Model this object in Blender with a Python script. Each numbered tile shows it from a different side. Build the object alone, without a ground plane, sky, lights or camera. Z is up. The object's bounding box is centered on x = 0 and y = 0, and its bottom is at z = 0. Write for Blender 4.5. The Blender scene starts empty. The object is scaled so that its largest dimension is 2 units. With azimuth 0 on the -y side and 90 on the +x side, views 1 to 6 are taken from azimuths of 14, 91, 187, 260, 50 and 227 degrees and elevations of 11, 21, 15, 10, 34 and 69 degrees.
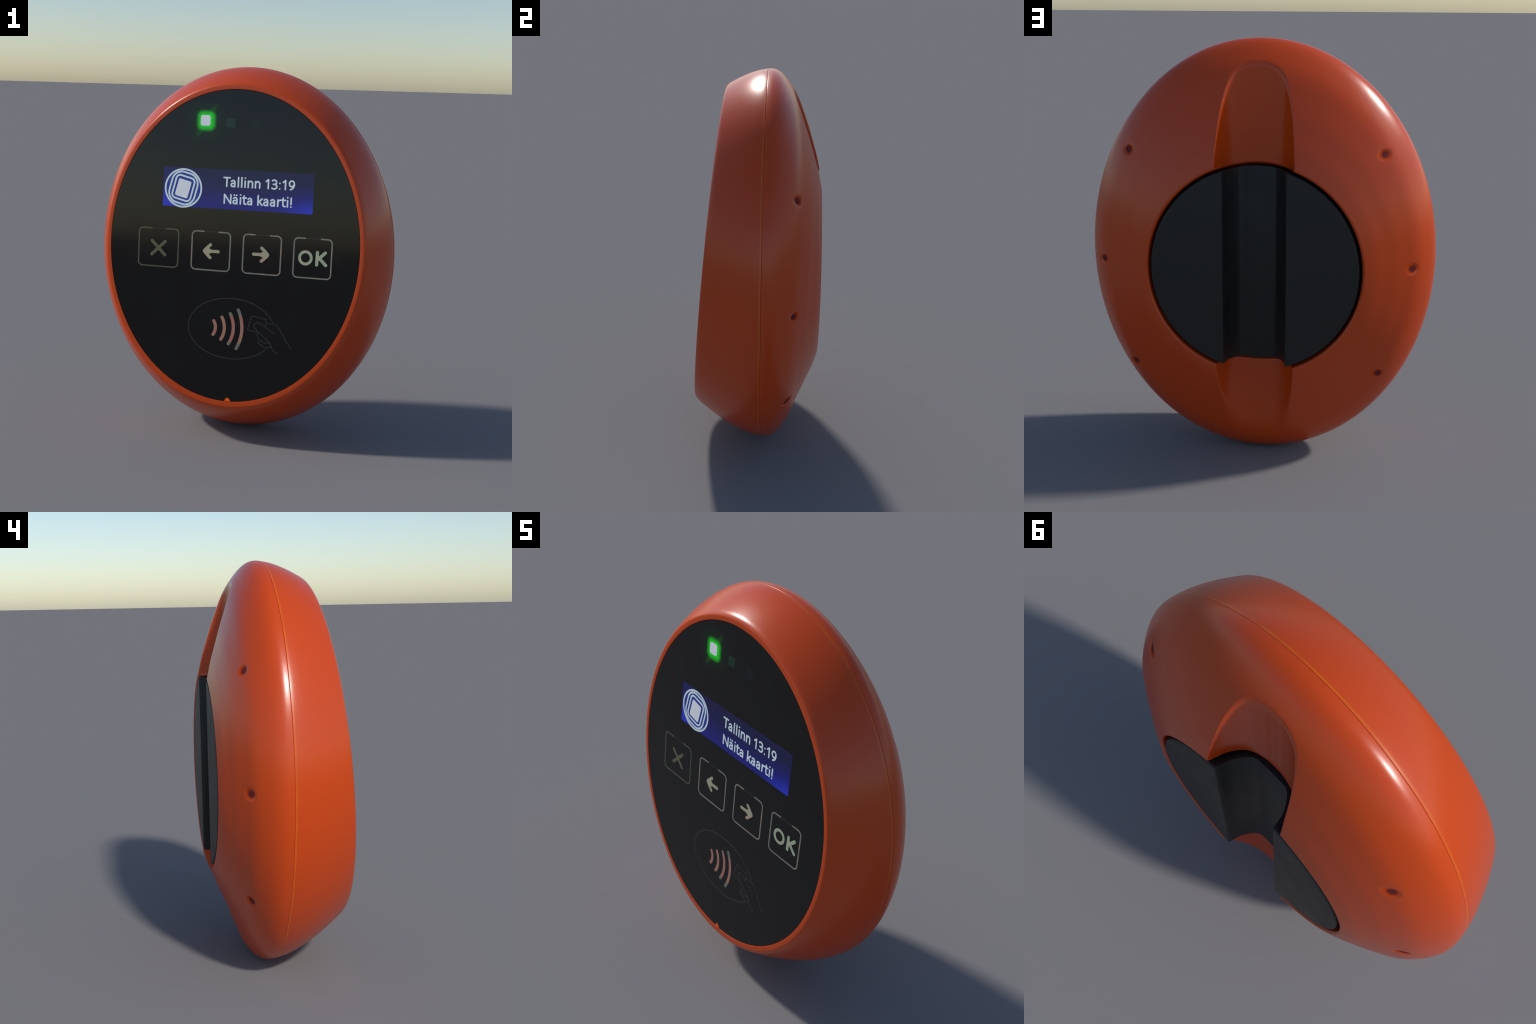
"""Oval wall-mounted ticket validator: orange two-part shell, black glass front
with printed keys and a lit display, and a slotted black locking dial behind."""
import bpy, bmesh, math
import numpy as np
from mathutils import Vector, Matrix

PI = math.pi
# ------------------------------------------------------------------ dimensions
OUT_A, OUT_B, OUT_CZ = 0.820, 1.001, 1.000      # largest outline (ellipse in x,z)
SEAM_Y = 0.037                                   # plane where the two shells meet
TILT = 0.0887                                    # front plane y = FRONT0 + TILT*z
FRONT0 = -0.3444
PANEL_CZ, PANEL_A, PANEL_B = 1.066, 0.675, 0.816 # glass ellipse
LIP_A, LIP_B, LIP_CZ = 0.7040, 0.8515, 1.0625       # sharp corner outside the glass
DIAL_CZ, HOLE_R, RIM_R, DIAL_R = 0.978, 0.4885, 0.501, 0.4765
SEAM_S = 0.9965                                  # size of the seam ring against the outline
DIAL_FACE = 0.320
# half cross-sections (distance from the middle, height) of groove and dial slot
GROOVE = [(0.0, 0.1735), (0.030, 0.1745), (0.057, 0.178), (0.085, 0.1845), (0.114, 0.198), (0.135, 0.217), (0.150, 0.238),
          (0.161, 0.259), (0.170, 0.284), (0.178, 0.314), (0.193, 0.390)]
SLOT = [(0.0, 0.190), (0.060, 0.1905), (0.080, 0.195), (0.100, 0.212), (0.120, 0.241), (0.130, 0.260),
        (0.1365, 0.279), (0.1405, 0.297), (0.1435, 0.320)]
DRAFT = 0.13                                     # taper of the dial and of its hole
SCREWS = [(0.597, 1.501), (0.736, 0.980), (0.603, 0.459),
          (-0.568, 1.507), (-0.710, 0.989), (-0.572, 0.467)]

# ------------------------------------------------------------------ helpers
def new_object(name, verts, faces, material, parent=None, smooth=True):
    me = bpy.data.meshes.new(name)
    me.from_pydata([tuple(v) for v in verts], [], faces)
    me.update()
    ob = bpy.data.objects.new(name, me)
    bpy.context.scene.collection.objects.link(ob)
    me.materials.append(material)
    if smooth:
        me.polygons.foreach_set("use_smooth", [True] * len(me.polygons))
    ob.parent = parent
    return ob

def recalc(ob, outward=True):
    bm = bmesh.new(); bm.from_mesh(ob.data)
    bmesh.ops.recalc_face_normals(bm, faces=bm.faces)
    bm.to_mesh(ob.data); bm.free()

def grid_faces(rows, cols, flip=False):
    """Quads for rows of closed rings."""
    f = []
    for i in range(rows - 1):
        a, b = i * cols, (i + 1) * cols
        for j in range(cols):
            k = (j + 1) % cols
            q = (a + j, a + k, b + k, b + j)
            f.append(q[::-1] if flip else q)
    return f

def grid_normals(P):
    """Smooth vertex normals of a (rows, cols, 3) grid closed along columns."""
    du = np.roll(P, -1, 1) - np.roll(P, 1, 1)
    dv = np.gradient(P, axis=0)
    n = np.cross(dv, du)
    return n / np.maximum(np.linalg.norm(n, axis=2, keepdims=True), 1e-12)

def monotone_curve(xs, ys):
    """Monotone cubic (Fritsch-Carlson) through control points."""
    xs, ys = np.array(xs, float), np.array(ys, float)
    h = np.diff(xs); d = np.diff(ys) / h
    m = np.zeros(len(xs))
    for i in range(1, len(xs) - 1):
        if d[i-1] * d[i] > 0:
            w1, w2 = 2*h[i] + h[i-1], h[i] + 2*h[i-1]
            m[i] = (w1 + w2) / (w1 / d[i-1] + w2 / d[i])
    m[0], m[-1] = d[0], d[-1]
    def f(x):
        x = np.clip(np.asarray(x, float), xs[0], xs[-1])
        i = np.clip(np.searchsorted(xs, x) - 1, 0, len(h) - 1)
        t = (x - xs[i]) / h[i]
        return ((2*t**3 - 3*t**2 + 1) * ys[i] + (t**3 - 2*t**2 + t) * h[i] * m[i]
                + (-2*t**3 + 3*t**2) * ys[i+1] + (t**3 - t**2) * h[i] * m[i+1])
    return f

def smin(a, b, k):
    h = np.clip(0.5 + 0.5 * (b - a) / k, 0, 1)
    return b * (1 - h) + a * h - k * h * (1 - h)

def smax(a, b, k):
    return -smin(-a, -b, k)

def angles(n, k=0.45):
    """Ring angles, denser at top and bottom where the grip groove runs."""
    p = np.arange(n) * 2 * PI / n
    return p + 0.5 * k * np.sin(2 * p)

# ------------------------------------------------------------------ materials
def nodes_of(name):
    m = bpy.data.materials.new(name)
    m.use_nodes = True
    nt = m.node_tree
    return m, nt, nt.nodes["Principled BSDF"]

def N(nt, kind, **kw):
    n = nt.nodes.new(kind)
    for k, v in kw.items():
        if k.startswith("i_"):
            n.inputs[int(k[2:])].default_value = v
        else:
            setattr(n, k, v)
    return n

def math_node(nt, op, a, b=None, c=None):
    n = nt.nodes.new("ShaderNodeMath"); n.operation = op
    for i, v in enumerate((a, b, c)):
        if v is None: continue
        if isinstance(v, (int, float)): n.inputs[i].default_value = v
        else: nt.links.new(v, n.inputs[i])
    return n.outputs[0]

def mix_color(nt, fac, a, b):
    n = nt.nodes.new("ShaderNodeMix"); n.data_type = 'RGBA'
    for sock, v in ((n.inputs[0], fac), (n.inputs[6], a), (n.inputs[7], b)):
        if isinstance(v, (int, float)): sock.default_value = v
        elif isinstance(v, tuple): sock.default_value = v
        else: nt.links.new(v, sock)
    return n.outputs[2]

def ramp(nt, fac, lo, hi):
    n = nt.nodes.new("ShaderNodeMapRange"); n.interpolation_type = 'SMOOTHSTEP'
    nt.links.new(fac, n.inputs[0])
    n.inputs[1].default_value, n.inputs[2].default_value = lo, hi
    return n.outputs[0]

def coords(nt):
    tc = nt.nodes.new("ShaderNodeTexCoord")
    sx = nt.nodes.new("ShaderNodeSeparateXYZ")
    nt.links.new(tc.outputs["Object"], sx.inputs[0])
    return tc.outputs["Object"], sx.outputs

ORANGE = (0.57, 0.060, 0.0045, 1)
EDGE_ORANGE = (0.60, 0.11, 0.015, 1)

def orange_plastic():
    m, nt, b = nodes_of("orange_plastic")
    obj, s = coords(nt)
    noise = N(nt, "ShaderNodeTexNoise"); noise.inputs["Scale"].default_value = 6
    nt.links.new(obj, noise.inputs["Vector"])
    v = math_node(nt, 'MULTIPLY_ADD', noise.outputs[0], 0.10, -0.05)
    base = mix_color(nt, math_node(nt, 'ADD', v, 0.05), ORANGE, (0.60, 0.070, 0.006, 1))
    # moulding line: a paler, yellower hairline along the parting edge
    d = math_node(nt, 'ABSOLUTE', math_node(nt, 'SUBTRACT', s[1], SEAM_Y - 0.0075))
    line = math_node(nt, 'SUBTRACT', 1.0, ramp(nt, d, 0.0020, 0.0052))
    wob = N(nt, "ShaderNodeTexNoise"); wob.inputs["Scale"].default_value = 9
    nt.links.new(obj, wob.inputs["Vector"])
    line = math_node(nt, 'MULTIPLY', line, ramp(nt, wob.outputs[0], 0.1, 0.5))
    nt.links.new(mix_color(nt, line, base, (0.62, 0.108, 0.005, 1)), b.inputs["Base Color"])
    fine = N(nt, "ShaderNodeTexNoise"); fine.inputs["Scale"].default_value = 14
    fine.inputs["Detail"].default_value = 3
    nt.links.new(obj, fine.inputs["Vector"])
    bump = N(nt, "ShaderNodeBump"); bump.inputs["Strength"].default_value = 0.05
    bump.inputs["Distance"].default_value = 0.006
    nt.links.new(fine.outputs[0], bump.inputs["Height"])
    nt.links.new(bump.outputs[0], b.inputs["Normal"])
    b.inputs["Roughness"].default_value = 0.28
    b.inputs["IOR"].default_value = 1.5
    return m

def simple(name, col, rough, ior=1.5):
    m, nt, b = nodes_of(name)
    obj, s = coords(nt)
    noise = N(nt, "ShaderNodeTexNoise"); noise.inputs["Scale"].default_value = 22
    noise.inputs["Detail"].default_value = 5
    nt.links.new(obj, noise.inputs["Vector"])
    c2 = tuple(min(1, c * 1.25) for c in col[:3]) + (1,)
    nt.links.new(mix_color(nt, noise.outputs[0], col, c2), b.inputs["Base Color"])
    b.inputs["Roughness"].default_value = rough
    b.inputs["IOR"].default_value = ior
    return m

def dial_plastic():
    m, nt, b = nodes_of("black_dial_plastic")
    obj, s = coords(nt)
    noise = N(nt, "ShaderNodeTexNoise"); noise.inputs["Scale"].default_value = 7
    noise.inputs["Detail"].default_value = 7; noise.inputs["Roughness"].default_value = 0.65
    nt.links.new(obj, noise.inputs["Vector"])
    nt.links.new(mix_color(nt, noise.outputs[0], (0.0100, 0.0100, 0.0100, 1), (0.0175, 0.0170, 0.0165, 1)), b.inputs["Base Color"])
    r = math_node(nt, 'MULTIPLY_ADD', noise.outputs[0], 0.25, 0.36)
    nt.links.new(r, b.inputs["Roughness"])
    b.inputs["Specular IOR Level"].default_value = 0.42
    return m

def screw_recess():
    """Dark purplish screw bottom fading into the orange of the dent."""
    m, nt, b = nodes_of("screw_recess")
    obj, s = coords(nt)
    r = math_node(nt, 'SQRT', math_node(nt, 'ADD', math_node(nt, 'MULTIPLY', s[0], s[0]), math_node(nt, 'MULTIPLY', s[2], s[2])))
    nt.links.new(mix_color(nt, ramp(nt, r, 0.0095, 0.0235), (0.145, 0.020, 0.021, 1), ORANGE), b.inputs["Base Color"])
    b.inputs["Roughness"].default_value = 0.75
    b.inputs["Specular IOR Level"].default_value = 0.12
    return m

LED_POS = [(-0.170, 0.655), (-0.0335, 0.648), (0.101, 0.643), (0.231, 0.637)]

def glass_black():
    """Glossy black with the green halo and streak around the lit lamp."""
    m, nt, b = nodes_of("black_glass")
    obj, s = coords(nt)
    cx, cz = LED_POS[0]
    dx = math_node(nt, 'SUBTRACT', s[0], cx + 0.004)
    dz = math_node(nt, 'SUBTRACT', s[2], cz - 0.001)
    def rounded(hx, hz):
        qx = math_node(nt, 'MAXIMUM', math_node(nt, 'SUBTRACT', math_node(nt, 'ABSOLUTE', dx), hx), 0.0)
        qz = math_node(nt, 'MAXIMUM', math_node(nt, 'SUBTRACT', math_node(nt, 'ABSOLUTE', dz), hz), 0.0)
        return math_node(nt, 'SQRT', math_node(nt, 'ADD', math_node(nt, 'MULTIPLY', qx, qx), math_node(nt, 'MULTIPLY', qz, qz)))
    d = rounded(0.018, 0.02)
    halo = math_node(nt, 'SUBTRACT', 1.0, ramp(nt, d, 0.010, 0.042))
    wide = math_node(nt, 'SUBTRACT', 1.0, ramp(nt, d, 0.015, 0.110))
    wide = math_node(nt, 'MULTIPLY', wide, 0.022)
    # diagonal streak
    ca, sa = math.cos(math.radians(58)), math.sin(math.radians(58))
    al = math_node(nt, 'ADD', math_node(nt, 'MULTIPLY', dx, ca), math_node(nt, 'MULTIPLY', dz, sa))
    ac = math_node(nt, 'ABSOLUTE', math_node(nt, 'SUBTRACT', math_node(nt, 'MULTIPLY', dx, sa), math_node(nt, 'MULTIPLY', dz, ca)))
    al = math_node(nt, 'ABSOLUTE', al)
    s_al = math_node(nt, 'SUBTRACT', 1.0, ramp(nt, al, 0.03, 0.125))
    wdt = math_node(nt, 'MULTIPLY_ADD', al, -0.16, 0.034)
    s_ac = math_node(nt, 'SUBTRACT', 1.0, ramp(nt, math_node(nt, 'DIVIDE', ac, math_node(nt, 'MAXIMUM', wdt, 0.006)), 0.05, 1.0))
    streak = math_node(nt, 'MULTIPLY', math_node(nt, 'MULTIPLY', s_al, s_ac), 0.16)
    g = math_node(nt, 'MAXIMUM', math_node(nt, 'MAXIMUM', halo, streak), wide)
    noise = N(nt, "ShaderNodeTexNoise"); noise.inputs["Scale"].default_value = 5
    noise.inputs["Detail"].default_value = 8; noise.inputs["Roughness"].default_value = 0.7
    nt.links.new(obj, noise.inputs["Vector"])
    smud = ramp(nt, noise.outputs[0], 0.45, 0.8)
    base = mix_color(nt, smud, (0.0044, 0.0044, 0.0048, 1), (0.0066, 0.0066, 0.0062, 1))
    nt.links.new(mix_color(nt, g, base, (0.012, 0.80, 0.020, 1)), b.inputs["Base Color"])  # lamp glow and its streak tinted green into the glass base colour
    nt.links.new(math_node(nt, 'MULTIPLY_ADD', smud, 0.05, 0.075), b.inputs["Roughness"])
    b.inputs["IOR"].default_value = 1.45
    return m

def display_blue():
    m, nt, b = nodes_of("blue_display")
    obj, s = coords(nt)
    # dark at the top, brighter towards the lower edge and the two lower corners
    v = ramp(nt, s[2], 0.41, 0.19)
    ax = math_node(nt, 'ABSOLUTE', math_node(nt, 'SUBTRACT', s[0], 0.02))
    side = ramp(nt, ax, 0.18, 0.42)
    g = math_node(nt, 'MULTIPLY', math_node(nt, 'POWER', v, 2.0), math_node(nt, 'MULTIPLY_ADD', side, 0.55, 0.45))
    left = ramp(nt, s[0], -0.15, -0.42)
    g = math_node(nt, 'ADD', g, math_node(nt, 'MULTIPLY', left, 0.18))
    noise = N(nt, "ShaderNodeTexNoise"); noise.inputs["Scale"].default_value = 12
    noise.inputs["Detail"].default_value = 4
    nt.links.new(obj, noise.inputs["Vector"])
    g = math_node(nt, 'ADD', g, math_node(nt, 'MULTIPLY_ADD', noise.outputs[0], 0.12, -0.06))
    cr = N(nt, "ShaderNodeValToRGB")
    e = cr.color_ramp.elements
    e[0].position, e[0].color = 0.0, (0.012, 0.013, 0.075, 1)
    e[1].position, e[1].color = 1.0, (0.025, 0.045, 0.62, 1)
    k = cr.color_ramp.elements.new(0.45); k.color = (0.014, 0.016, 0.24, 1)
    nt.links.new(g, cr.inputs[0])
    nt.links.new(cr.outputs[0], b.inputs["Base Color"])
    b.inputs["Roughness"].default_value = 0.12
    b.inputs["IOR"].default_value = 1.45
    return m

def print_ink(name, a, b_col, c, scale=26, rough=0.12):
    """Faded translucent ink: drifts between three tints."""
    m, nt, b = nodes_of(name)
    obj, s = coords(nt)
    n1 = N(nt, "ShaderNodeTexNoise"); n1.inputs["Scale"].default_value = scale
    n2 = N(nt, "ShaderNodeTexNoise"); n2.inputs["Scale"].default_value = scale * 0.7
    mp = N(nt, "ShaderNodeMapping"); mp.inputs["Location"].default_value = (3.1, 1.7, 5.3)
    nt.links.new(obj, n1.inputs["Vector"]); nt.links.new(obj, mp.inputs[0]); nt.links.new(mp.outputs[0], n2.inputs["Vector"])
    c1 = mix_color(nt, ramp(nt, n1.outputs[0], 0.35, 0.65), a, b_col)
    nt.links.new(mix_color(nt, ramp(nt, n2.outputs[0], 0.5, 0.75), c1, c), b.inputs["Base Color"])
    b.inputs["Roughness"].default_value = rough
    b.inputs["IOR"].default_value = 1.45
    return m

def wave_ink():
    """Contactless arcs: rosy near the middle, grey-green towards their far tips."""
    m, nt, b = nodes_of("rosy_arc_print")
    obj, s = coords(nt)
    d = math_node(nt, 'ABSOLUTE', math_node(nt, 'SUBTRACT', s[2], -0.428))
    f = ramp(nt, d, 0.055, 0.088)
    noise = N(nt, "ShaderNodeTexNoise"); noise.inputs["Scale"].default_value = 22
    nt.links.new(obj, noise.inputs["Vector"])
    rose = mix_color(nt, ramp(nt, noise.outputs[0], 0.35, 0.65), (0.44, 0.17, 0.135, 1), (0.41, 0.22, 0.14, 1))
    nt.links.new(mix_color(nt, f, rose, (0.17, 0.18, 0.145, 1)), b.inputs["Base Color"])
    b.inputs["Roughness"].default_value = 0.12
    b.inputs["IOR"].default_value = 1.45
    return m

MAT_ORANGE = orange_plastic()
MAT_TAB = simple("bright_orange_tab", (0.78, 0.105, 0.004, 1), 0.3)
MAT_DIAL = dial_plastic()
MAT_SCREW = screw_recess()
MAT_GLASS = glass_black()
MAT_DISPLAY = display_blue()
MAT_WHITE = simple("white_lamp", (0.80, 0.83, 0.90, 1), 0.3)
MAT_TEXT = simple("pale_blue_text", (0.70, 0.81, 0.88, 1), 0.25)
MAT_ICONRIM = simple("blue_icon_glow", (0.018, 0.040, 0.30, 1), 0.2)
MAT_LED_DIM = simple("dim_green_lamp", (0.008, 0.032, 0.018, 1), 0.09, 1.45)
MAT_LED_OFF = simple("unlit_lamp", (0.0058, 0.0096, 0.0090, 1), 0.09, 1.45)
MAT_LED_FAINT = simple("faint_unlit_lamp", (0.0048, 0.0062, 0.0060, 1), 0.09, 1.45)
MAT_FRAME = print_ink("key_frame_print", (0.25, 0.24, 0.18, 1), (0.19, 0.205, 0.17, 1), (0.38, 0.235, 0.17, 1))
MAT_FRAME_DIM = print_ink("faded_frame_print", (0.098, 0.098, 0.057, 1), (0.086, 0.092, 0.069, 1), (0.127, 0.115, 0.057, 1))
MAT_GAP = simple("frame_gap_print", (0.022, 0.026, 0.025, 1), 0.12, 1.45)
MAT_CROSS = print_ink("cross_print", (0.14, 0.13, 0.07, 1), (0.12, 0.12, 0.08, 1), (0.22, 0.18, 0.07, 1))
MAT_ARROW = print_ink("arrow_print", (0.46, 0.40, 0.27, 1), (0.40, 0.41, 0.27, 1), (0.50, 0.32, 0.24, 1))
MAT_OK = print_ink("ok_print", (0.46, 0.48, 0.33, 1), (0.36, 0.45, 0.30, 1), (0.50, 0.44, 0.33, 1))
MAT_LINE = print_ink("hairline_print", (0.034, 0.038, 0.036, 1), (0.041, 0.048, 0.046, 1), (0.057, 0.046, 0.044, 1), 14)
MAT_WAVE = wave_ink()

# ------------------------------------------------------------------ the thing
root = bpy.data.objects.new("ticket_validator", None)
bpy.context.scene.collection.objects.link(root)
root["label"] = "oval orange card validator with black glass front"
root["category"] = "ticket validator"

# ------------------------------------------------------------------ back shell
# profile from the dial rim (t=0) to the widest ring (t=1)
BACK = [(0.00, 0.3205), (0.08, 0.310), (0.17, 0.2965), (0.29, 0.275), (0.44, 0.2485), (0.58, 0.221),
        (0.70, 0.1975), (0.78, 0.1775), (0.86, 0.150), (0.92, 0.1255), (0.965, 0.101), (0.99, 0.079)]
NC = 1200

def outer_radius(th):
    """Distance from the dial centre to the outline along angle th."""
    c, s = np.cos(th), np.sin(th)
    z0 = DIAL_CZ - OUT_CZ
    A = (c / OUT_A)**2 + (s / OUT_B)**2
    B = s * z0 / OUT_B**2
    C = (z0 / OUT_B)**2 - 1
    return (-B + np.sqrt(B*B - A*C)) / A

def back_profile():
    """Arc-length resampled (t, y) curve, ending at the seam."""
    p = np.array(BACK + [(0.9995, 0.062), (0.9985, 0.049), (SEAM_S, SEAM_Y)])
    q = np.concatenate([[0], np.cumsum(np.hypot(np.diff(p[:, 0]) * 0.42, np.diff(p[:, 1])))])
    ft, fy = monotone_curve(q, p[:, 0]), monotone_curve(q, p[:, 1])
    s = np.linspace(0, q[-1], 170)
    return soften(ft(s)), soften(fy(s))

def soften(v, sigma=4.0, closed=False):
    """Gaussian smoothing; open ends stay where they are."""
    k = np.arange(-14, 15)
    w = np.exp(-0.5 * (k / sigma)**2); w /= w.sum()
    if closed:
        p = np.concatenate([v[-14:], v, v[:14]])
    else:
        p = np.concatenate([2 * v[0] - v[14:0:-1], v, 2 * v[-1] - v[-2:-16:-1]])
    return np.convolve(p, w, 'valid')

# the shell swells a little at the sides and is leaner near the foot
SWELL = monotone_curve([-1.0, -0.8, -0.45, 0.0, 0.6, 0.85, 1.0], [-0.016, -0.008, 0.001, 0.004, 0.012, 0.010, 0.004])

def groove_height(x):
    """Cross-section of the grip groove: flat floor, drafted walls, soft corners."""
    return GROOVE_CURVE(np.abs(x)) + np.maximum(np.abs(x) - GROOVE[-1][0], 0) * 6

GROOVE_CURVE = monotone_curve(*zip(*GROOVE))
SLOT_CURVE = monotone_curve(*zip(*SLOT))

def dent(d):
    """Depth of a screw dent at distance d from its middle."""
    f = np.clip((0.034 - d) / (0.034 - 0.008), 0, 1)
    return 0.0070 * f * f * (3 - 2 * f)

def make_back_shell():
    th = angles(NC)
    t, y = back_profile()
    ro = outer_radius(th)
    rows = []
    c, s = np.cos(th), np.sin(th)
    def ring(r, yy):
        return np.stack([r * c, yy, DIAL_CZ + r * s], 1)
    # body surface
    R = RIM_R + t[:, None] * (ro[None, :] - RIM_R)
    swell = SWELL(s)
    for _ in range(6):
        swell = soften(swell, 7.0, True)
    drop = np.maximum(y[0] - smin(np.full(NC, y[0]), groove_height(RIM_R * c), 0.01), 0) * DRAFT
    R = R - drop[None, :] * np.clip(1 - t / 0.12, 0, 1)[:, None]**1.5
    hole = HOLE_R - drop
    X, Z = R * c, DIAL_CZ + R * s
    Y0 = y[:, None] + (swell[None, :] * (np.sin(PI * np.clip(t, 0, 1)**1.15)**1.3)[:, None])
    near = np.clip((Y0 - 0.075) / 0.03, 0, 1)
    Y = np.where(near > 0, smin(Y0, groove_height(X), 0.010 + 0.026 * np.clip((0.42 - Z) / 0.25, 0, 1)), Y0)
    for sx, sz in SCREWS:                                  # countersunk dents
        d = np.hypot((X - sx) * 0.93, Z - sz)
        Y = Y - dent(d)
    # rolled hole edge and hole wall
    rim_y = Y[0]
    rr = RIM_R - HOLE_R
    for k in np.linspace(1, 0.12, 7):
        a = k * PI / 2
        rows.append(ring(hole + rr * (1 - math.sin(a)), rim_y - rr * 1.3 * (1 - math.cos(a))))
    rows = rows[::1]
    wall = [ring(hole - DRAFT * dd * 0.5, np.maximum(rim_y - dd, 0.07)) for dd in (0.17, 0.10, 0.05, 0.03)]
    floor = [ring(np.full(NC, 0.02), np.full(NC, 0.07)), ring(hole - 0.02, np.full(NC, 0.07))]
    body = [np.stack([X[i], Y[i], Z[i]], 1) for i in range(len(t))]
    # parting step: tuck in at the seam
    tuck = []
    for inset, yy in ((0.0010, SEAM_Y - 0.0010), (0.006, SEAM_Y - 0.0012), (0.03, SEAM_Y - 0.0012)):
        tuck.append(ring(ro * SEAM_S - inset, np.full(NC, yy)))
    P = np.array(floor + wall + rows + body + tuck)
    ob = new_object("back_shell", P.reshape(-1, 3), grid_faces(len(P), NC), MAT_ORANGE, root)
    n = grid_normals(P)
    # keep hard turns hard: only the body surface takes the analytic normals
    me = ob.data
    recalc_dir = n[len(floor) + len(wall) + len(rows) + 60, 0]
    outward = np.array([c[0], 1.0, s[0]])
    if recalc_dir @ outward < 0:
        n = -n
    n[0] = n[1] = n[2] = 0
    n[-3:] = 0
    me.normals_split_custom_set_from_vertices([tuple(v) for v in n.reshape(-1, 3)])
    me.flip_normals() if me.polygons[NC * (len(floor) + len(wall) + len(rows) + 60)].normal.y < 0 else None
    if True:
        me.normals_split_custom_set_from_vertices([tuple(v) for v in n.reshape(-1, 3)])
    return X, Y, Z

BX, BY, BZ = make_back_shell()

# ------------------------------------------------------------------ front shell
def front_y(z):
    return FRONT0 + TILT * z

def make_front_shell():
    n = 720
    th = angles(n, 0.0)
    c, s = np.cos(th), np.sin(th)
    # use the ring of the outline seen from the dial centre, matched by angle
    ex, ez = OUT_A * c, OUT_CZ + OUT_B * s
    lx, lz = LIP_A * c, LIP_CZ + LIP_B * s
    ly = front_y(lz)
    gx, gz = (PANEL_A + 0.0003) * c, PANEL_CZ + (PANEL_B + 0.0003) * s
    rows = []
    def put(x, y, z): rows.append(np.stack([x, y, z], 1))
    S0 = SEAM_S
    # parting step
    for inset in (0.03, 0.006, 0.0011):
        put((S0 - inset) * ex, np.full(n, SEAM_Y - 0.0014), OUT_CZ + (S0 - inset) * OUT_B * s)
    # flank: bowed wall between the seam and the lip corner
    def flank(u):
        b = 1 - (1 - u)**1.55
        x = lx + (S0 * ex - lx) * b
        z = lz + (OUT_CZ + S0 * OUT_B * s - lz) * b
        y = ly + (SEAM_Y - 0.0022 - ly) * u
        return np.stack([x, y, z], 1)
    u_c = 0.10
    for u in np.linspace(1, u_c, 60):
        rows.append(flank(u))
    # rounded corner: quadratic turn from flank to the lip face
    A = flank(u_c); K = np.stack([lx, ly, lz], 1)
    f = 0.34
    bx, bz = lx + (gx - lx) * f, lz + (gz - lz) * f
    B = np.stack([bx, front_y(bz) - 0.001, bz], 1)
    for w in np.linspace(0, 1, 22)[1:]:
        rows.append((1-w)**2 * A + 2*w*(1-w) * K + w*w * B)
    # lip face to the glass, then down behind it
    put(gx + 0.006 * c, front_y(gz) - 0.002, gz + 0.006 * s)
    put(gx + 0.001 * c, front_y(gz) - 0.0015, gz + 0.001 * s)
    put(gx, front_y(gz) + 0.002, gz)
    put(gx, front_y(gz) + 0.02, gz)
    put(gx * 0.98, front_y(gz) + 0.02, PANEL_CZ + (gz - PANEL_CZ) * 0.98)
    P = np.array(rows)
    ob = new_object("front_shell", P.reshape(-1, 3), grid_faces(len(P), n), MAT_ORANGE, root)
    recalc(ob)
    ob.data.set_sharp_from_angle(angle=math.radians(40))
    return ob
front = make_front_shell()

# ------------------------------------------------------------------ screws in the dents
def make_screws():
    """A dark bowl lining each dent, following the shell just above it."""
    segs = 32
    radii = np.linspace(0.003, 0.0255, 11)
    pts = np.stack([BX.ravel(), BY.ravel(), BZ.ravel()], 1)
    pts = pts[pts[:, 1] > 0.1]
    basis = lambda x, z: np.stack([np.ones_like(x), x, z, x * x, x * z, z * z], -1)
    for sx, sz in SCREWS:
        dx, dz = pts[:, 0] - sx, pts[:, 2] - sz
        d = np.hypot(dx * 0.93, dz)
        m = (d > 0.036) & (d < 0.055)
        k = np.linalg.lstsq(basis(dx[m], dz[m]), pts[m, 1], rcond=None)[0]
        verts = []
        for r in radii:
            for j in range(segs):
                a = 2 * PI * j / segs
                x, z = r * math.cos(a) / 0.93, r * math.sin(a)
                verts.append((x, float(basis(np.array(x), np.array(z)) @ k) - dent(r) - k[0] + 0.0012 - 0.0017 * (r / 0.0255)**3, z))
        faces = grid_faces(len(radii), segs) + [tuple(range(segs))[::-1]]
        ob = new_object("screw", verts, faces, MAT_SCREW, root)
        recalc(ob)
        if ob.data.polygons[0].normal.y < 0:
            ob.data.flip_normals()
        ob.location = (sx, float(k[0]), sz)
make_screws()

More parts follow.
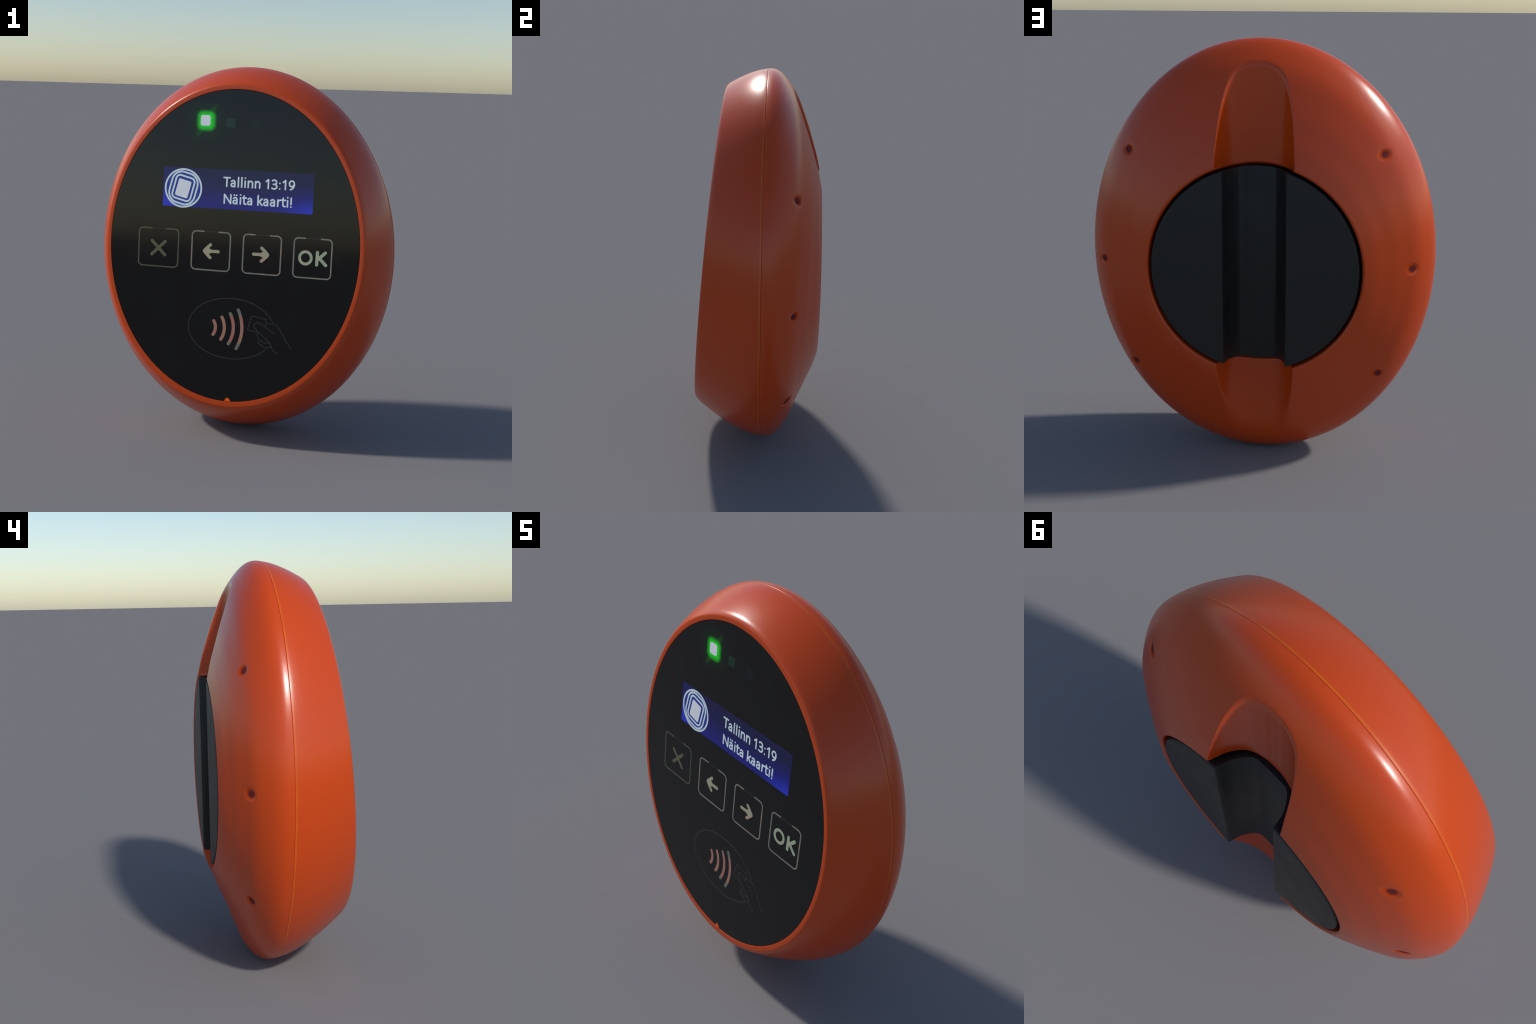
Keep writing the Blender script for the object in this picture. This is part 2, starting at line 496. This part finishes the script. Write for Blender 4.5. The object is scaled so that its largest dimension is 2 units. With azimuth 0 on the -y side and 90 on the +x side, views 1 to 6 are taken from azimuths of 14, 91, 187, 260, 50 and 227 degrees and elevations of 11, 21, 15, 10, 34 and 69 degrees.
# ------------------------------------------------------------------ locking dial
def make_dial():
    # lathe body
    n = 360
    r = DIAL_R
    prof = [(0.0, 0.075), (r - 0.028, 0.075), (r, DIAL_FACE - 0.010), (r - 0.0008, DIAL_FACE - 0.006),
            (r - 0.003, DIAL_FACE - 0.0025), (r - 0.007, DIAL_FACE - 0.0005), (r - 0.011, DIAL_FACE), (0.0, DIAL_FACE)]
    verts, faces = [], []
    for q, y in prof[1:-1]:
        for j in range(n):
            a = 2 * PI * j / n
            verts.append((q * math.cos(a), y, DIAL_CZ + q * math.sin(a)))
    faces = grid_faces(len(prof) - 2, n)
    faces.append(tuple(range(n)))
    m = len(prof) - 3
    faces.append(tuple(range(m * n, m * n + n))[::-1])
    ob = new_object("locking_dial", verts, faces, MAT_DIAL, root)
    recalc(ob)
    # finger slot: trapezoid prism with filleted floor corners
    half_top = SLOT[-1][0]
    xs = np.linspace(half_top, 0.02, 60)
    ys = SLOT_CURVE(xs)
    side = [(half_top + 0.005, DIAL_FACE + 0.05), (half_top + 0.0045, DIAL_FACE + 0.002), (half_top + 0.001, DIAL_FACE - 0.0025)]
    side += [(x, y) for x, y in zip(xs, ys) if y < DIAL_FACE - 0.004]
    sec = [(x, y) for x, y in side] + [(-x, y) for x, y in side[::-1]]
    k = len(sec)
    v = [(x, y, 0.3) for x, y in sec] + [(x, y, 1.7) for x, y in sec]
    f = grid_faces(2, k) + [tuple(range(k)), tuple(range(k, 2 * k))[::-1]]
    cut = new_object("slot_cutter", v, f, MAT_DIAL)
    recalc(cut)
    md = ob.modifiers.new("slot", 'BOOLEAN')
    md.operation, md.object, md.solver = 'DIFFERENCE', cut, 'EXACT'
    bv = ob.modifiers.new("soft_edges", 'BEVEL')
    bv.width, bv.segments, bv.limit_method, bv.angle_limit = 0.0025, 2, 'ANGLE', math.radians(50)
    dg = bpy.context.evaluated_depsgraph_get()
    me = bpy.data.meshes.new_from_object(ob.evaluated_get(dg))
    ob.modifiers.clear()
    ob.data = me
    bpy.data.objects.remove(cut)
    me.polygons.foreach_set("use_smooth", [True] * len(me.polygons))
    me.set_sharp_from_angle(angle=math.radians(25))
make_dial()

# ------------------------------------------------------------------ glass panel
# local frame of the panel: x across, z up along the glass, -y out of the glass
UP = Vector((0, TILT, 1)).normalized()
ORIGIN = Vector((0, front_y(PANEL_CZ), PANEL_CZ))
axis_y = UP.cross(Vector((1, 0, 0)))
PANEL_M = Matrix((
    (1, axis_y.x, UP.x, ORIGIN.x),
    (0, axis_y.y, UP.y, ORIGIN.y),
    (0, axis_y.z, UP.z, ORIGIN.z),
    (0, 0, 0, 1)))

def make_panel():
    n = 360
    b = PANEL_B / UP.z
    rings = [(1.0, 0.015), (1.0, 0.0012), (0.9985, 0.0), (0.6, 0.0), (0.2, 0.0)]
    verts = []
    for k, y in rings:
        for j in range(n):
            a = 2 * PI * j / n
            verts.append((PANEL_A * k * math.cos(a), y, b * k * math.sin(a)))
    faces = grid_faces(len(rings), n)
    faces.append(tuple(range(4 * n, 5 * n))[::-1])
    faces.append(tuple(range(n)))
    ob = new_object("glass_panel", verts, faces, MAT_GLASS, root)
    recalc(ob)
    ob.data.set_sharp_from_angle(angle=math.radians(40))
    ob.matrix_local = PANEL_M
    return ob
panel = make_panel()

def slab(name, outline, height, material, base=0.0004, holes=()):
    """Thin printed plate standing `height` out of the glass, from a 2D outline."""
    bm = bmesh.new()
    top = [bm.verts.new((x, -height, z)) for x, z in outline]
    bot = [bm.verts.new((x, base, z)) for x, z in outline]
    bm.faces.new(top)
    n = len(outline)
    for i in range(n):
        bm.faces.new((top[i], top[(i+1) % n], bot[(i+1) % n], bot[i]))
    bmesh.ops.recalc_face_normals(bm, faces=bm.faces)
    me = bpy.data.meshes.new(name); bm.to_mesh(me); bm.free()
    # the visible face must look out of the glass (-y)
    if me.polygons[0].normal.y > 0:
        me.flip_normals()
    ob = bpy.data.objects.new(name, me)
    bpy.context.scene.collection.objects.link(ob)
    me.materials.append(material)
    ob.parent = panel
    return ob

def rounded_rect(cx, cz, w, h, r, rot=0.0, n=8, skew=0.0):
    pts = []
    for sx, sz, a0 in ((1, 1, 0), (-1, 1, 90), (-1, -1, 180), (1, -1, 270)):
        for i in range(n + 1):
            a = math.radians(a0 + 90 * i / n)
            pts.append((sx * (w/2 - r) + r * math.cos(a), sz * (h/2 - r) + r * math.sin(a)))
    c, s = math.cos(rot), math.sin(rot)
    return [(cx + x*c - z*s, cz + x*s + z*c) for x, z in pts]

def smooth_line(pts, steps=8):
    """Catmull-Rom through hand-set points."""
    p = [Vector(q) for q in pts]
    p = [2*p[0] - p[1]] + p + [2*p[-1] - p[-2]]
    out = []
    for i in range(1, len(p) - 2):
        for k in range(steps):
            t = k / steps
            a, b, c, d = p[i-1], p[i], p[i+1], p[i+2]
            q = 0.5 * ((2*b) + (c-a)*t + (2*a-5*b+4*c-d)*t*t + (3*b-a-3*c+d)*t**3)
            out.append((q.x, q.y))
    out.append((p[-2].x, p[-2].y))
    return out

def ribbon_verts(pts, width, closed=False, caps=True):
    """Left and right edge of a stroke, with round ends."""
    P = np.array(pts, float); n = len(P)
    if closed:
        tg = np.roll(P, -1, 0) - np.roll(P, 1, 0)
    else:
        tg = np.gradient(P, axis=0)
    tg /= np.linalg.norm(tg, axis=1, keepdims=True)
    nm = np.stack([-tg[:, 1], tg[:, 0]], 1)
    h = width / 2
    if closed:
        return P + nm * h, P - nm * h
    L, Rr = list(P + nm * h), list(P - nm * h)
    if caps:
        m = 6
        def cap(c, t, nrm):
            l, r = [], []
            for i in range(1, m + 1):
                a = PI / 2 * i / m * 0.985
                l.append(c + nrm * h * math.cos(a) + t * h * math.sin(a))
                r.append(c - nrm * h * math.cos(a) + t * h * math.sin(a))
            return l, r
        l, r = cap(P[-1], tg[-1], nm[-1]); L += l; Rr += r
        l, r = cap(P[0], -tg[0], nm[0]); L = l[::-1] + L; Rr = r[::-1] + Rr
    return np.array(L), np.array(Rr)

def strokes(name, lines, material, height=0.0003, base=0.0004, rise=0.00004):
    """One object made of ribbons; each ribbon sits a hair higher than the last."""
    verts, faces = [], []
    for i, (pts, width, closed) in enumerate(lines):
        L, R = ribbon_verts(pts, width, closed)
        h = -(height + rise * i)
        o, n = len(verts), len(L)
        for a, b in zip(L, R):
            verts += [(a[0], h, a[1]), (b[0], h, b[1]), (a[0], base, a[1]), (b[0], base, b[1])]
        for k in range(n if closed else n - 1):
            a, b = o + 4 * k, o + 4 * ((k + 1) % n)
            faces += [(a, a+1, b+1, b), (a, b, b+2, a+2), (a+1, a+3, b+3, b+1)]
        if not closed:
            a, b = o, o + 4 * (n - 1)
            faces += [(a, a+2, a+3, a+1), (b, b+1, b+3, b+2)]
    ob = new_object(name, verts, faces, material, panel, smooth=False)
    bm = bmesh.new(); bm.from_mesh(ob.data)
    bmesh.ops.recalc_face_normals(bm, faces=bm.faces); bm.to_mesh(ob.data); bm.free()
    if ob.data.polygons[0].normal.y > 0:
        ob.data.flip_normals()
    return ob

def circle(cx, cz, r, n=64, rz=None):
    rz = rz or r
    return [(cx + r * math.cos(2*PI*i/n), cz + rz * math.sin(2*PI*i/n)) for i in range(n)]

# --- indicator lamps
for (x, z), (w, h), mat in zip(LED_POS, ((0.053, 0.055), (0.048, 0.049), (0.045, 0.047), (0.043, 0.045)),
                               (MAT_WHITE, MAT_LED_DIM, MAT_LED_OFF, MAT_LED_FAINT)):
    slab("indicator_lamp", rounded_rect(x, z, w, h, 0.012 if mat is MAT_WHITE else 0.007), 0.0003, mat)

# --- display and what it shows
slab("display", rounded_rect(0.016, 0.303, 0.810, 0.206, 0.006), 0.0003, MAT_DISPLAY)
IC = (-0.277, 0.298)
icon_rot = math.radians(-14)
BASE_D = -0.0002       # printed things on the display start inside it
def icon_ring(name, pts, width, mat, height=0.0007):
    return strokes(name, [(pts, width, True)], mat, height, BASE_D)
slab("icon_disc", circle(*IC, 0.104), 0.00045, MAT_ICONRIM, BASE_D)
icon_ring("icon_ring", circle(*IC, 0.0990), 0.0095, MAT_TEXT, 0.00070)
icon_ring("icon_ring", rounded_rect(IC[0], IC[1], 0.144, 0.166, 0.055, icon_rot, 14), 0.0095, MAT_TEXT, 0.00064)
icon_ring("icon_ring", rounded_rect(IC[0], IC[1], 0.104, 0.124, 0.022, icon_rot, 8), 0.0095, MAT_TEXT, 0.00070)
slab("icon_card", rounded_rect(IC[0] - 0.001, IC[1] - 0.002, 0.072, 0.092, 0.008, icon_rot), 0.00070, MAT_WHITE, BASE_D)

# stroke alphabet, capital height 1, lower case height 0.75
def bow(cx, cy, rx, ry, a0, a1, n=14):
    return [(cx + rx * math.cos(math.radians(a0 + (a1 - a0) * i / n)), cy + ry * math.sin(math.radians(a0 + (a1 - a0) * i / n))) for i in range(n + 1)]

def glyph(ch):
    """(advance, list of strokes) of one character."""
    stem = lambda x, top: [(x, 0.06), (x, top / 2), (x, top - 0.06)]
    a_form = [[(0.13, 0.60)] + bow(0.29, 0.48, 0.17, 0.21, 110, 0, 8) + [(0.46, 0.30), (0.46, 0.06)],
              [(0.44, 0.40)] + [(0.30, 0.40)] + bow(0.25, 0.23, 0.15, 0.165, 100, 270, 10) + [(0.36, 0.10), (0.45, 0.20)]]
    if ch == 'T': return 0.66, [[(0.03, 0.94), (0.33, 0.94), (0.63, 0.94)], stem(0.33, 0.96)]
    if ch == 'a': return 0.64, a_form
    if ch == '\u00e4': return 0.64, a_form + [[(0.17, 0.93), (0.18, 0.93), (0.19, 0.93)], [(0.40, 0.93), (0.41, 0.93), (0.42, 0.93)]]
    if ch == 'l': return 0.33, [stem(0.16, 1.07)]
    if ch == 'i': return 0.33, [stem(0.16, 0.75), [(0.155, 0.985), (0.16, 0.985), (0.165, 0.985)]]
    if ch == 'n': return 0.70, [stem(0.14, 0.75), [(0.15, 0.50)] + bow(0.36, 0.46, 0.19, 0.235, 150, 0, 10) + [(0.55, 0.28), (0.55, 0.06)]]
    if ch == 'r': return 0.46, [stem(0.14, 0.75), [(0.15, 0.46), (0.20, 0.60), (0.29, 0.68), (0.42, 0.69)]]
    if ch == 't': return 0.44, [[(0.17, 0.90), (0.17, 0.60), (0.17, 0.24), (0.20, 0.12), (0.27, 0.07), (0.38, 0.08)], [(0.05, 0.70), (0.2, 0.70), (0.38, 0.70)]]
    if ch == 'k': return 0.60, [stem(0.14, 1.07), [(0.52, 0.70), (0.36, 0.53), (0.20, 0.36)], [(0.26, 0.42), (0.40, 0.23), (0.53, 0.06)]]
    if ch == 'N': return 0.90, [stem(0.14, 1.0), stem(0.76, 1.0), [(0.16, 0.93), (0.45, 0.50), (0.74, 0.07)]]
    if ch == '!': return 0.32, [[(0.16, 0.95), (0.16, 0.60), (0.16, 0.32)], [(0.155, 0.07), (0.16, 0.07), (0.165, 0.07)]]
    if ch == ':': return 0.32, [[(0.155, 0.64), (0.16, 0.64), (0.165, 0.64)], [(0.155, 0.09), (0.16, 0.09), (0.165, 0.09)]]
    if ch == '1': return 0.66, [stem(0.38, 1.0), [(0.16, 0.76), (0.27, 0.86), (0.37, 0.95)]]
    if ch == '3': return 0.66, [[(0.10, 0.87)] + bow(0.28, 0.73, 0.22, 0.215, 115, -80, 12) + [(0.20, 0.52)],
                                [(0.22, 0.52)] + bow(0.28, 0.29, 0.26, 0.235, 80, -115, 12) + [(0.08, 0.12)]]
    if ch == '9': return 0.66, [bow(0.32, 0.66, 0.23, 0.28, 0, 360, 24), bow(0.12, 0.62, 0.44, 0.56, 0, -78, 12)]
    return 0.30, []

def lettering(body, x0, x1, z0, cap):
    """Text fitted between x0 and x1 on base line z0 with capital height cap."""
    placed, pen = [], 0.0
    for ch in body:
        adv, st = glyph(ch)
        placed += [[(pen + x, y) for x, y in line] for line in st]
        pen += adv
    lo = min(x for l in placed for x, _ in l) - 0.06
    hi = max(x for l in placed for x, _ in l) + 0.06
    sx = (x1 - x0) / (hi - lo)
    lines = [([(x0 + (x - lo) * sx, z0 + y * cap) for x, y in l], 0.0084, False) for l in placed]
    n = len(lines)
    strokes("display_text", lines, MAT_TEXT, 0.00055, BASE_D, 0.00001)
lettering("Tallinn 13:19", -0.060, 0.322, 0.3165, 0.051)
lettering("N\u00e4ita kaarti!", -0.053, 0.310, 0.2285, 0.051)

# --- keys
def key_frame(cx, cz, w, h, gap, mat, width=0.0074):
    r = 0.022
    pts = rounded_rect(cx, cz, w, h, r)
    # start at the top, right of the gap, and run round to its left
    order = [(cx + gap / 2, cz + h / 2)]
    seg = (rounded_rect(0, 0, w, h, r))
    n = 9
    right_top = seg[0:n][::-1]; left_top = seg[n:2*n][::-1]; left_bot = seg[2*n:3*n][::-1]; right_bot = seg[3*n:][::-1]
    path = right_top + right_bot + left_bot + left_top
    def dense(a, b, k=6):
        return [(a[0] + (b[0]-a[0]) * i / k, a[1] + (b[1]-a[1]) * i / k) for i in range(1, k)]
    full = [(gap / 2, h / 2)] + path + [(-gap / 2, h / 2)]
    pts = [(cx + x, cz + z) for x, z in full]
    strokes("key_frame", [(pts, width, False)], mat)
    strokes("key_frame_gap", [([(cx - gap/2 + 0.004, cz + h/2), (cx, cz + h/2), (cx + gap/2 - 0.004, cz + h/2)], width * 0.6, False)], MAT_GAP, 0.0002)

KEYS = [(-0.4035, 0.222, MAT_FRAME_DIM), (-0.1115, 0.210, MAT_FRAME), (0.1655, 0.202, MAT_FRAME), (0.433, 0.197, MAT_FRAME)]
for cx, w, mat in KEYS:
    key_frame(cx, -0.0245, w, 0.203, 0.082, mat)

strokes("cross_symbol", [([(-0.440, 0.009), (-0.403, -0.027), (-0.366, -0.063)], 0.017, False),
                         ([(-0.366, 0.009), (-0.403, -0.027), (-0.440, -0.063)], 0.017, False)], MAT_CROSS)

def arrow(cx, cz, d):
    """Arrow pointing along d (+1 right, -1 left): shaft plus filled-in chevron."""
    tip = (cx + d * 0.040, cz)
    head = [(cx + d * 0.002, cz + 0.034), (cx + d * 0.021, cz + 0.0165), (cx + d*0.034, cz + 0.003), (cx + d*0.0355, cz),
            (cx + d*0.034, cz - 0.003), (cx + d * 0.021, cz - 0.0165), (cx + d * 0.002, cz - 0.034)]
    shaft = [(cx - d * 0.041, cz), (cx, cz), (cx + d * 0.030, cz)]
    web = [(cx + d * 0.008, cz), (cx + d * 0.020, cz), (cx + d * 0.0245, cz)]
    strokes("arrow_symbol", [(shaft, 0.0165, False), (head, 0.0165, False), (web, 0.028, False)], MAT_ARROW)
arrow(-0.1115, -0.0255, -1)
arrow(0.1625, -0.0240, 1)

strokes("letter_symbol", [(circle(0.3968, -0.0235, 0.0305, 56, 0.0315), 0.0145, True)], MAT_OK)
strokes("letter_symbol", [([(0.4580, 0.0085), (0.4575, -0.024), (0.4570, -0.0555)], 0.0165, False),
                          ([(0.4985, 0.0085), (0.482, -0.008), (0.4655, -0.024)], 0.0165, False),
                          ([(0.4655, -0.018), (0.485, -0.037), (0.5035, -0.0550)], 0.0165, False)], MAT_OK)

# --- contactless field: oval, four arcs, hand with card
EC = (0.0185, -0.4270)
oval = [(EC[0] + 0.2365 * math.cos(math.radians(a)), EC[1] + 0.161 * math.sin(math.radians(a)))
        for a in np.linspace(15.5, 325, 90)]
strokes("oval_outline", [(oval, 0.0042, False)], MAT_LINE)
ARCS = [((-0.077, -0.393), (-0.0664, -0.428), (-0.0785, -0.466)),
        ((-0.0332, -0.370), (-0.0175, -0.427), (-0.0344, -0.488)),
        ((0.0115, -0.347), (0.0318, -0.427), (0.0077, -0.509)),
        ((0.0538, -0.324), (0.0785, -0.427), (0.0518, -0.530))]
def arc_through(p, q, r, n=26):
    """Circular arc from p over q to r."""
    (ax, ay), (bx, by), (cx, cy) = p, q, r
    d = 2 * (ax * (by - cy) + bx * (cy - ay) + cx * (ay - by))
    ux = ((ax*ax + ay*ay) * (by - cy) + (bx*bx + by*by) * (cy - ay) + (cx*cx + cy*cy) * (ay - by)) / d
    uy = ((ax*ax + ay*ay) * (cx - bx) + (bx*bx + by*by) * (ax - cx) + (cx*cx + cy*cy) * (bx - ax)) / d
    rad = math.hypot(ax - ux, ay - uy)
    a0, a1 = math.atan2(ay - uy, ax - ux), math.atan2(cy - uy, cx - ux)
    return [(ux + rad * math.cos(a0 + (a1 - a0) * i / n), uy + rad * math.sin(a0 + (a1 - a0) * i / n)) for i in range(n + 1)]

for a in ARCS:
    strokes("contactless_arc", [(arc_through(*a), 0.0172, False)], MAT_WAVE)
HW = 0.0040
card = smooth_line([(0.2012, -0.4003), (0.2085, -0.3700)], 3) + [(0.2085, -0.3655), (0.2050, -0.3610)] + \
       [(0.1340, -0.3490), (0.1289, -0.3505), (0.1265, -0.3550)] + [(0.1100, -0.4180), (0.1105, -0.4225), (0.1140, -0.4250)] + [(0.1642, -0.4342)]
strokes("card_outline", [(card, HW, False)], MAT_LINE, 0.00025)
strokes("hand_outline", [
    (smooth_line([(0.249, -0.4297), (0.2065, -0.4023), (0.175, -0.3845), (0.1560, -0.3835), (0.1440, -0.3925),
                  (0.1425, -0.4045), (0.1560, -0.4210), (0.172, -0.4335), (0.2020, -0.4580), (0.2285, -0.4788),
                  (0.2400, -0.5000), (0.2500, -0.5190), (0.2640, -0.5310), (0.2803, -0.5356)]), HW, False),
    (smooth_line([(0.208, -0.3835), (0.235, -0.3825), (0.2530, -0.3825), (0.2690, -0.3930), (0.2900, -0.4210),
                  (0.3180, -0.4640), (0.3448, -0.5028)]), HW, False),
    (smooth_line([(0.1660, -0.4375), (0.1635, -0.4470), (0.1660, -0.4590), (0.1800, -0.4720), (0.1926, -0.4810), (0.2100, -0.4850), (0.2312, -0.4821)]), HW, False),
    (smooth_line([(0.1792, -0.4734), (0.1715, -0.4820), (0.1740, -0.4915), (0.1930, -0.5020), (0.2121, -0.5109), (0.2270, -0.5085), (0.2400, -0.503)]), HW, False),
], MAT_LINE, 0.0003)

# --- small orange tab at the lower rim of the glass
tab = [(0.0005, -0.8185), (0.0035, -0.810), (0.0085, -0.802), (0.0170, -0.799), (0.0255, -0.802), (0.0305, -0.810), (0.0335, -0.8175)]
slab("rim_tab", tab, 0.0016, MAT_TAB)
